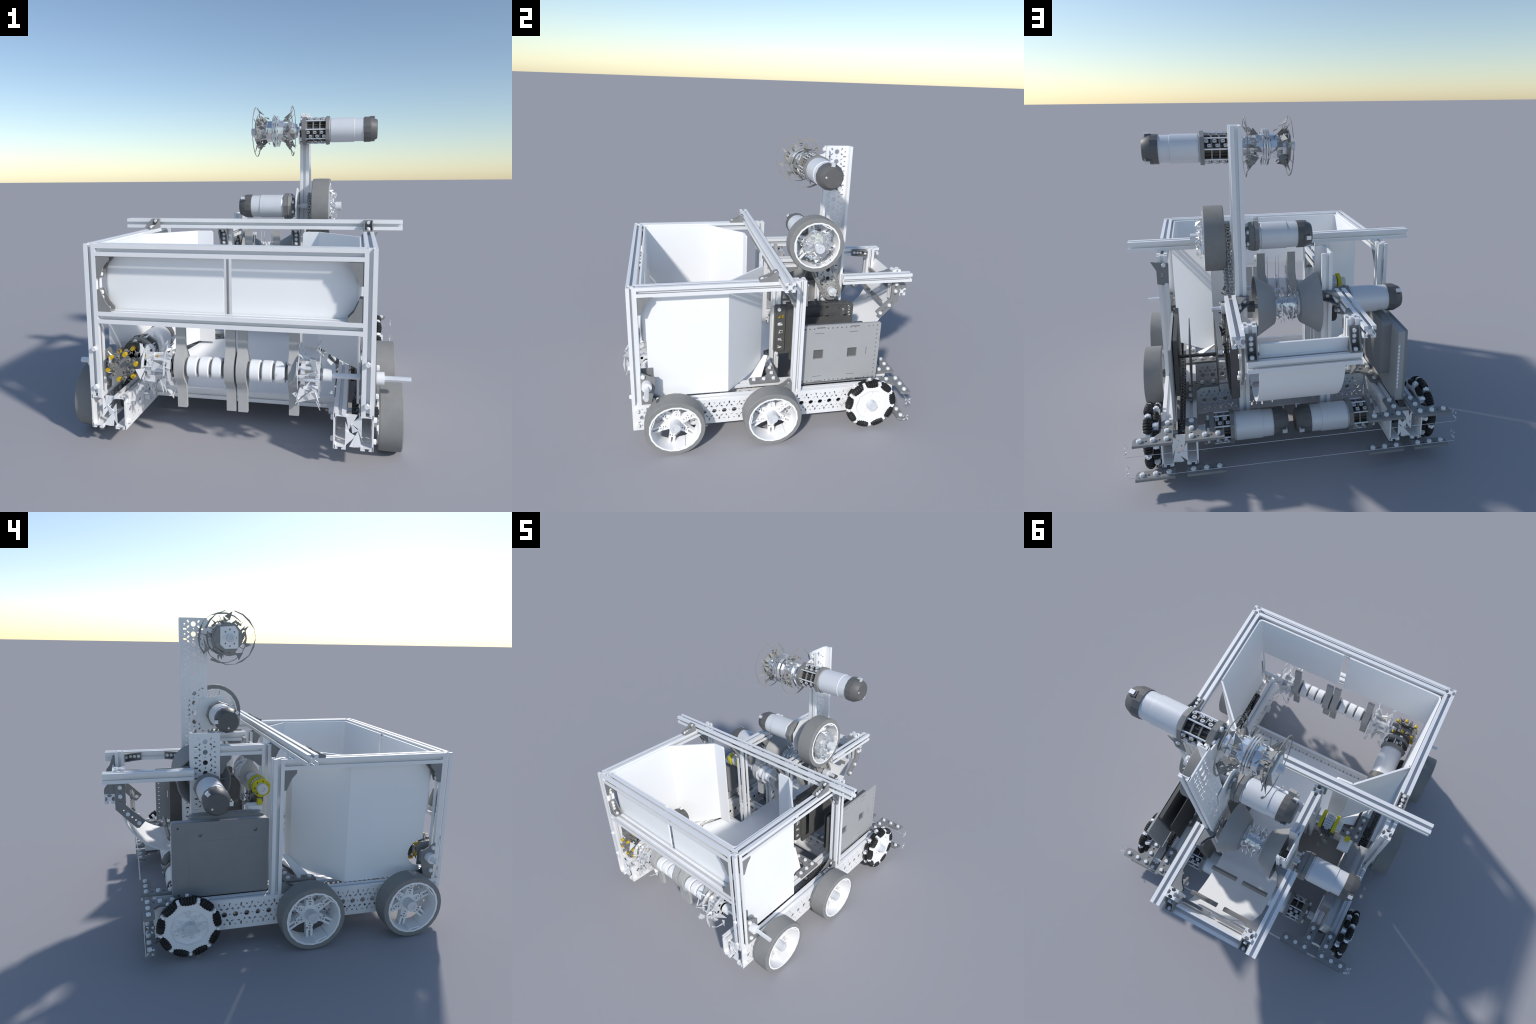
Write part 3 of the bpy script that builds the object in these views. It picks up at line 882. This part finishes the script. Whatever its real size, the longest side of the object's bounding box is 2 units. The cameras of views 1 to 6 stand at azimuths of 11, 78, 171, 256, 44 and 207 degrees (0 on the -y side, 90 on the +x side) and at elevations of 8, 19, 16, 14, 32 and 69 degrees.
for x0, x1, sd in ((.345, .445, 41), (-.418, -.285, 51)):
    mb = MB()
    for x in (x0 + .01, x1 - .02):
        mb.cyl((x, IY_, IZ_), (x + .02, IY_, IZ_), .060, 10)
    for k in range(6):
        a = tau * k / 6 + .2
        mb.cyl((x0, IY_ + .05 * cos(a), IZ_ + .05 * sin(a)), (x1, IY_ + .05 * cos(a), IZ_ + .05 * sin(a)), .010, 6)
    mb.cyl((x0, IY_, IZ_), (x1, IY_, IZ_), .03, 12)
    for x, ln in ((x0, .05), (x1, -.05)):
        torn_hoop(mb, (x, IY_, IZ_), X, .150, 18, sd, .55, .002, .02)
        torn_hoop(mb, (x, IY_, IZ_), X, .100, 14, sd + 2, .6, .01, .05)
        spikes(mb, (x, IY_, IZ_), X, .06, .179, 7, ln, sd + 3, .06)
        sd += 4
    shards(mb, ((x0 + x1) / 2, IY_, IZ_), X, 16, .04, .10, -.05, .05, sd, .045)
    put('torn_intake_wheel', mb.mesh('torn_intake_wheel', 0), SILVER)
    mb = shards(MB(), ((x0 + x1) / 2, IY_, IZ_), X, 3, .045, .06, -.02, .02, sd + 1, .007)
    put('brass_insert', mb, GOLD)
# bearing blocks on the front posts
for s in (1, -1):
    mb = MB().box((min(s * .668, s * .690), -.862, .385), (max(s * .668, s * .690), -.78, .455))
    mb.plate([(-.86, .30), (-.80, .30), (-.775, .40), (-.775, .455), (-.86, .50)], [], (s * .697, 0, 0), Y, Z, .008)
    ob = put('bearing_block', mb, GREY)
    bolt((s * .701, -.845, .475), X * s, ob); bolt((s * .701, -.84, .335), X * s, ob)
    for z in (.514, .318):
        bolt((s * .660, -.918, z), -Y, ob)
    extr = MB().box((min(s * .630, s * .636), -.864, .345), (max(s * .630, s * .636), -.79, .49))
    put('bearing_plate', extr, GREY, ob)

# intake motor behind the left post
motor((-.508, -.360, .436), -Y, 1, up=V((1, 0, .2)), out=.02)
mb, gd = MB(), MB()
GX, GZ = -.530, .420
for y in (-.895, -.80):
    for k in range(6):
        a = tau * k / 6 + .3
        c = V((GX + .078 * cos(a), y, GZ + .066 * sin(a)))
        gd.cyl(c - Y * .010, c + Y * .010, .0115, 7)
        c2 = V((GX + .06 * cos(a + .5), y - .012, GZ + .055 * sin(a + .5)))
        mb.tube(c2 - Y * .008, c2 + Y * .010, .010, .005, 6)
    mb.plate(ngon(0, 0, .06, 8, .2), [ngon(.03, 0, .012, 6), ngon(-.03, .01, .012, 6), ngon(0, -.035, .01, 5)], (GX, y + .014, GZ), X, Z, .008)
put('gear_housing', mb, CAGE)
put('yellow_terminal', gd, GOLD)
put('gear_cage', MB().lathe([(.68, .062), (.70, .078), (.775, .072), (.79, .05)], (-.52, 0, .440), -Y, 7, .3), CORE)
mb = MB().cyl((GX - .06, -.85, GZ), (GX + .10, -.85, GZ), .030, 14).cyl((GX - .075, -.85, GZ), (GX - .05, -.85, GZ), .05, 12)
shards(mb, (GX, -.85, GZ), Y, 70, .02, .075, -.05, .06, 63, .02)
put('torn_gear', mb.mesh('torn_gear', 0), CAGE, stuff=True)
mb = shards(MB(), (GX - .075, -.85, GZ), X, 14, .01, .06, -.01, .01, 64, .025)
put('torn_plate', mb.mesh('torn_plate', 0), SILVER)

# rear drive motors
motor((.020, .585, WZ), X, 2, up=V((0, .6, 1)), out=.02)
motor((-.022, .585, WZ), -X, 2, up=V((0, .6, 1)), out=.02)

# ================================================================== ELECTRONICS
# right: perforated grey panel with black modules behind it
pw0, pw1, pz0, pz1 = .13, .660, .282, .700
holes = []
for k in range(17):
    y = pw1 - .023 - k * .0302
    for z in (pz1 - .022, pz0 + .022):
        if k not in (3, 4, 12, 13):
            holes.append(ngon(y, z, .0055, 6))
for k in range(1, 12):
    holes.append(ngon(pw1 - .023, pz1 - .022 - k * .0312, .0055, 6))
for y in (.249, .476):
    for z in (pz1 - .055, pz0 + .055):
        holes.append(rect(y, z, .058, .004))
    for z in (pz1 - .017, pz0 + .017):
        holes.append(rect(y + .01, z, .058, .007))
    holes.append(rect(y, .496, .064, .066))
holes.append(rect(.573, .5, .004, .055))
put('side_panel', MB().plate(rrect(pw0, pz0, pw1, pz1, .012), holes, (.624, 0, 0), Y, Z, .013), PANEL)
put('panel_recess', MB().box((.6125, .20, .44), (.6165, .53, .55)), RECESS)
mb = MB().plate(rrect(.08, .37, .548, .697, .012), [], (.6015, 0, 0), Y, Z, .021)
mb.plate(rrect(.14, .334, .556, .650, .01), [], (.530, 0, 0), Y, Z, .004)
mb.plate(rrect(.14, .385, .556, .640, .01), [], (.384, 0, 0), Y, Z, .004)
mb.box((.384, .30, .48), (.592, .32, .49))
put('power_module', mb, BLACK)
mb = MB().plate(rrect(.030, .345, .585, .700, .015), [], (.2975, 0, 0), Y, Z, .045)
mb.plate(rrect(.115, .36, .52, .69, .02), [], (.324, 0, 0), Y, Z, .010)
mb.plate(rrect(.036, .37, .098, .70, .004), [], (.325, 0, 0), Y, Z, .012)
mb.plate([(.14, .29), (.45, .29), (.45, .35), (.14, .35)], [], (.31, 0, 0), Y, Z, .02)
mb.cbox((.300, .33, .706), (.05, .44, .012), Matrix.Rotation(-.02, 3, 'X'))
shards(mb, (.32, .33, .70), X, 26, .02, .20, 0, .012, 91, .028)
ctrl = put('control_module', mb, BLACK)
gl, wl = MB(), MB()
r = random.Random(23)
for k in range(5):
    z = .635 - k * .058
    for j in range(6):
        (gl if k == 0 else wl).tri(*[(.3325, .044 + .042 * r.random(), z + .026 * (r.random() - .5)) for _ in range(3)])
for k in range(4):
    z = .66 - k * .022
    for j in range(2):
        wl.tri(*[(.3305, .50 + .022 * r.random(), z + .02 * (r.random() - .5)) for _ in range(3)])
        wl.tri(*[(.3215, .545 + .02 * r.random(), z + .02 + .02 * (r.random() - .5)) for _ in range(3)])
put('port_label', gl, GOLD, ctrl); put('port_label', wl, RIM, ctrl)
bolt((.331, .052, .688), X, ctrl); bolt((.320, .045, .352), X, ctrl)

# left: grey controller case with cover and inner hub
cy0, cy1, cz0, cz1 = .128, .655, .275, .700
mb = MB()
holes = [ngon(y, z, r, 10) for y, z, r in ((.505, .630, .013), (.205, .640, .012), (.500, .395, .012), (.265, .405, .012), (.622, .672, .0065), (.622, .292, .006))]
mb.plate(rrect(cy0, cz0, cy1, cz1, .012), holes, (-.618, 0, 0), Y, Z, .014)
case = put('controller_case', mb, BOX)
put('case_slab', MB().plate(rrect(cy0 + .002, cz0 + .002, cy1, cz1 - .002, .012), [], (-.592, 0, 0), Y, Z, .038), LIGHTBOX, case)
mb = MB()
mb.plate(rrect(.17, .33, .565, .595, .012), [], (-.6245, 0, 0), Y, Z, .003)
put('case_cover', mb, BOX, case)
mb = MB().plate(rrect(.14, .39, .556, .716, .03), [], (-.544, 0, 0), Y, Z, .058)
mb.box((-.565, .20, .708), (-.525, .52, .720))
for y in (.30, .40, .50):
    mb.box((-.552, y - .03 - .03, .719), (-.535, y, .725))
put('inner_hub', mb, BOX, case)
mb = MB()
for k in range(12):
    mb.box((-.585, .6545, .36 + k * .022), (-.577, .658, .376 + k * .022))
put('vent_strip', mb, RIM, case)
mb = MB()
for k in range(4):
    mb.box((-.5155, .36 + k * .02, .66 - k * .035), (-.5140, .366 + k * .02, .675 - k * .035))
put('port_label', mb, GOLD, case)
mb = MB().box((-.50, .135, .735), (-.47, .16, .765))
put('plug', mb, YELLOW, case)
put('plug_socket', MB().box((-.52, .14, .70), (-.45, .22, .736)), RIM, case)
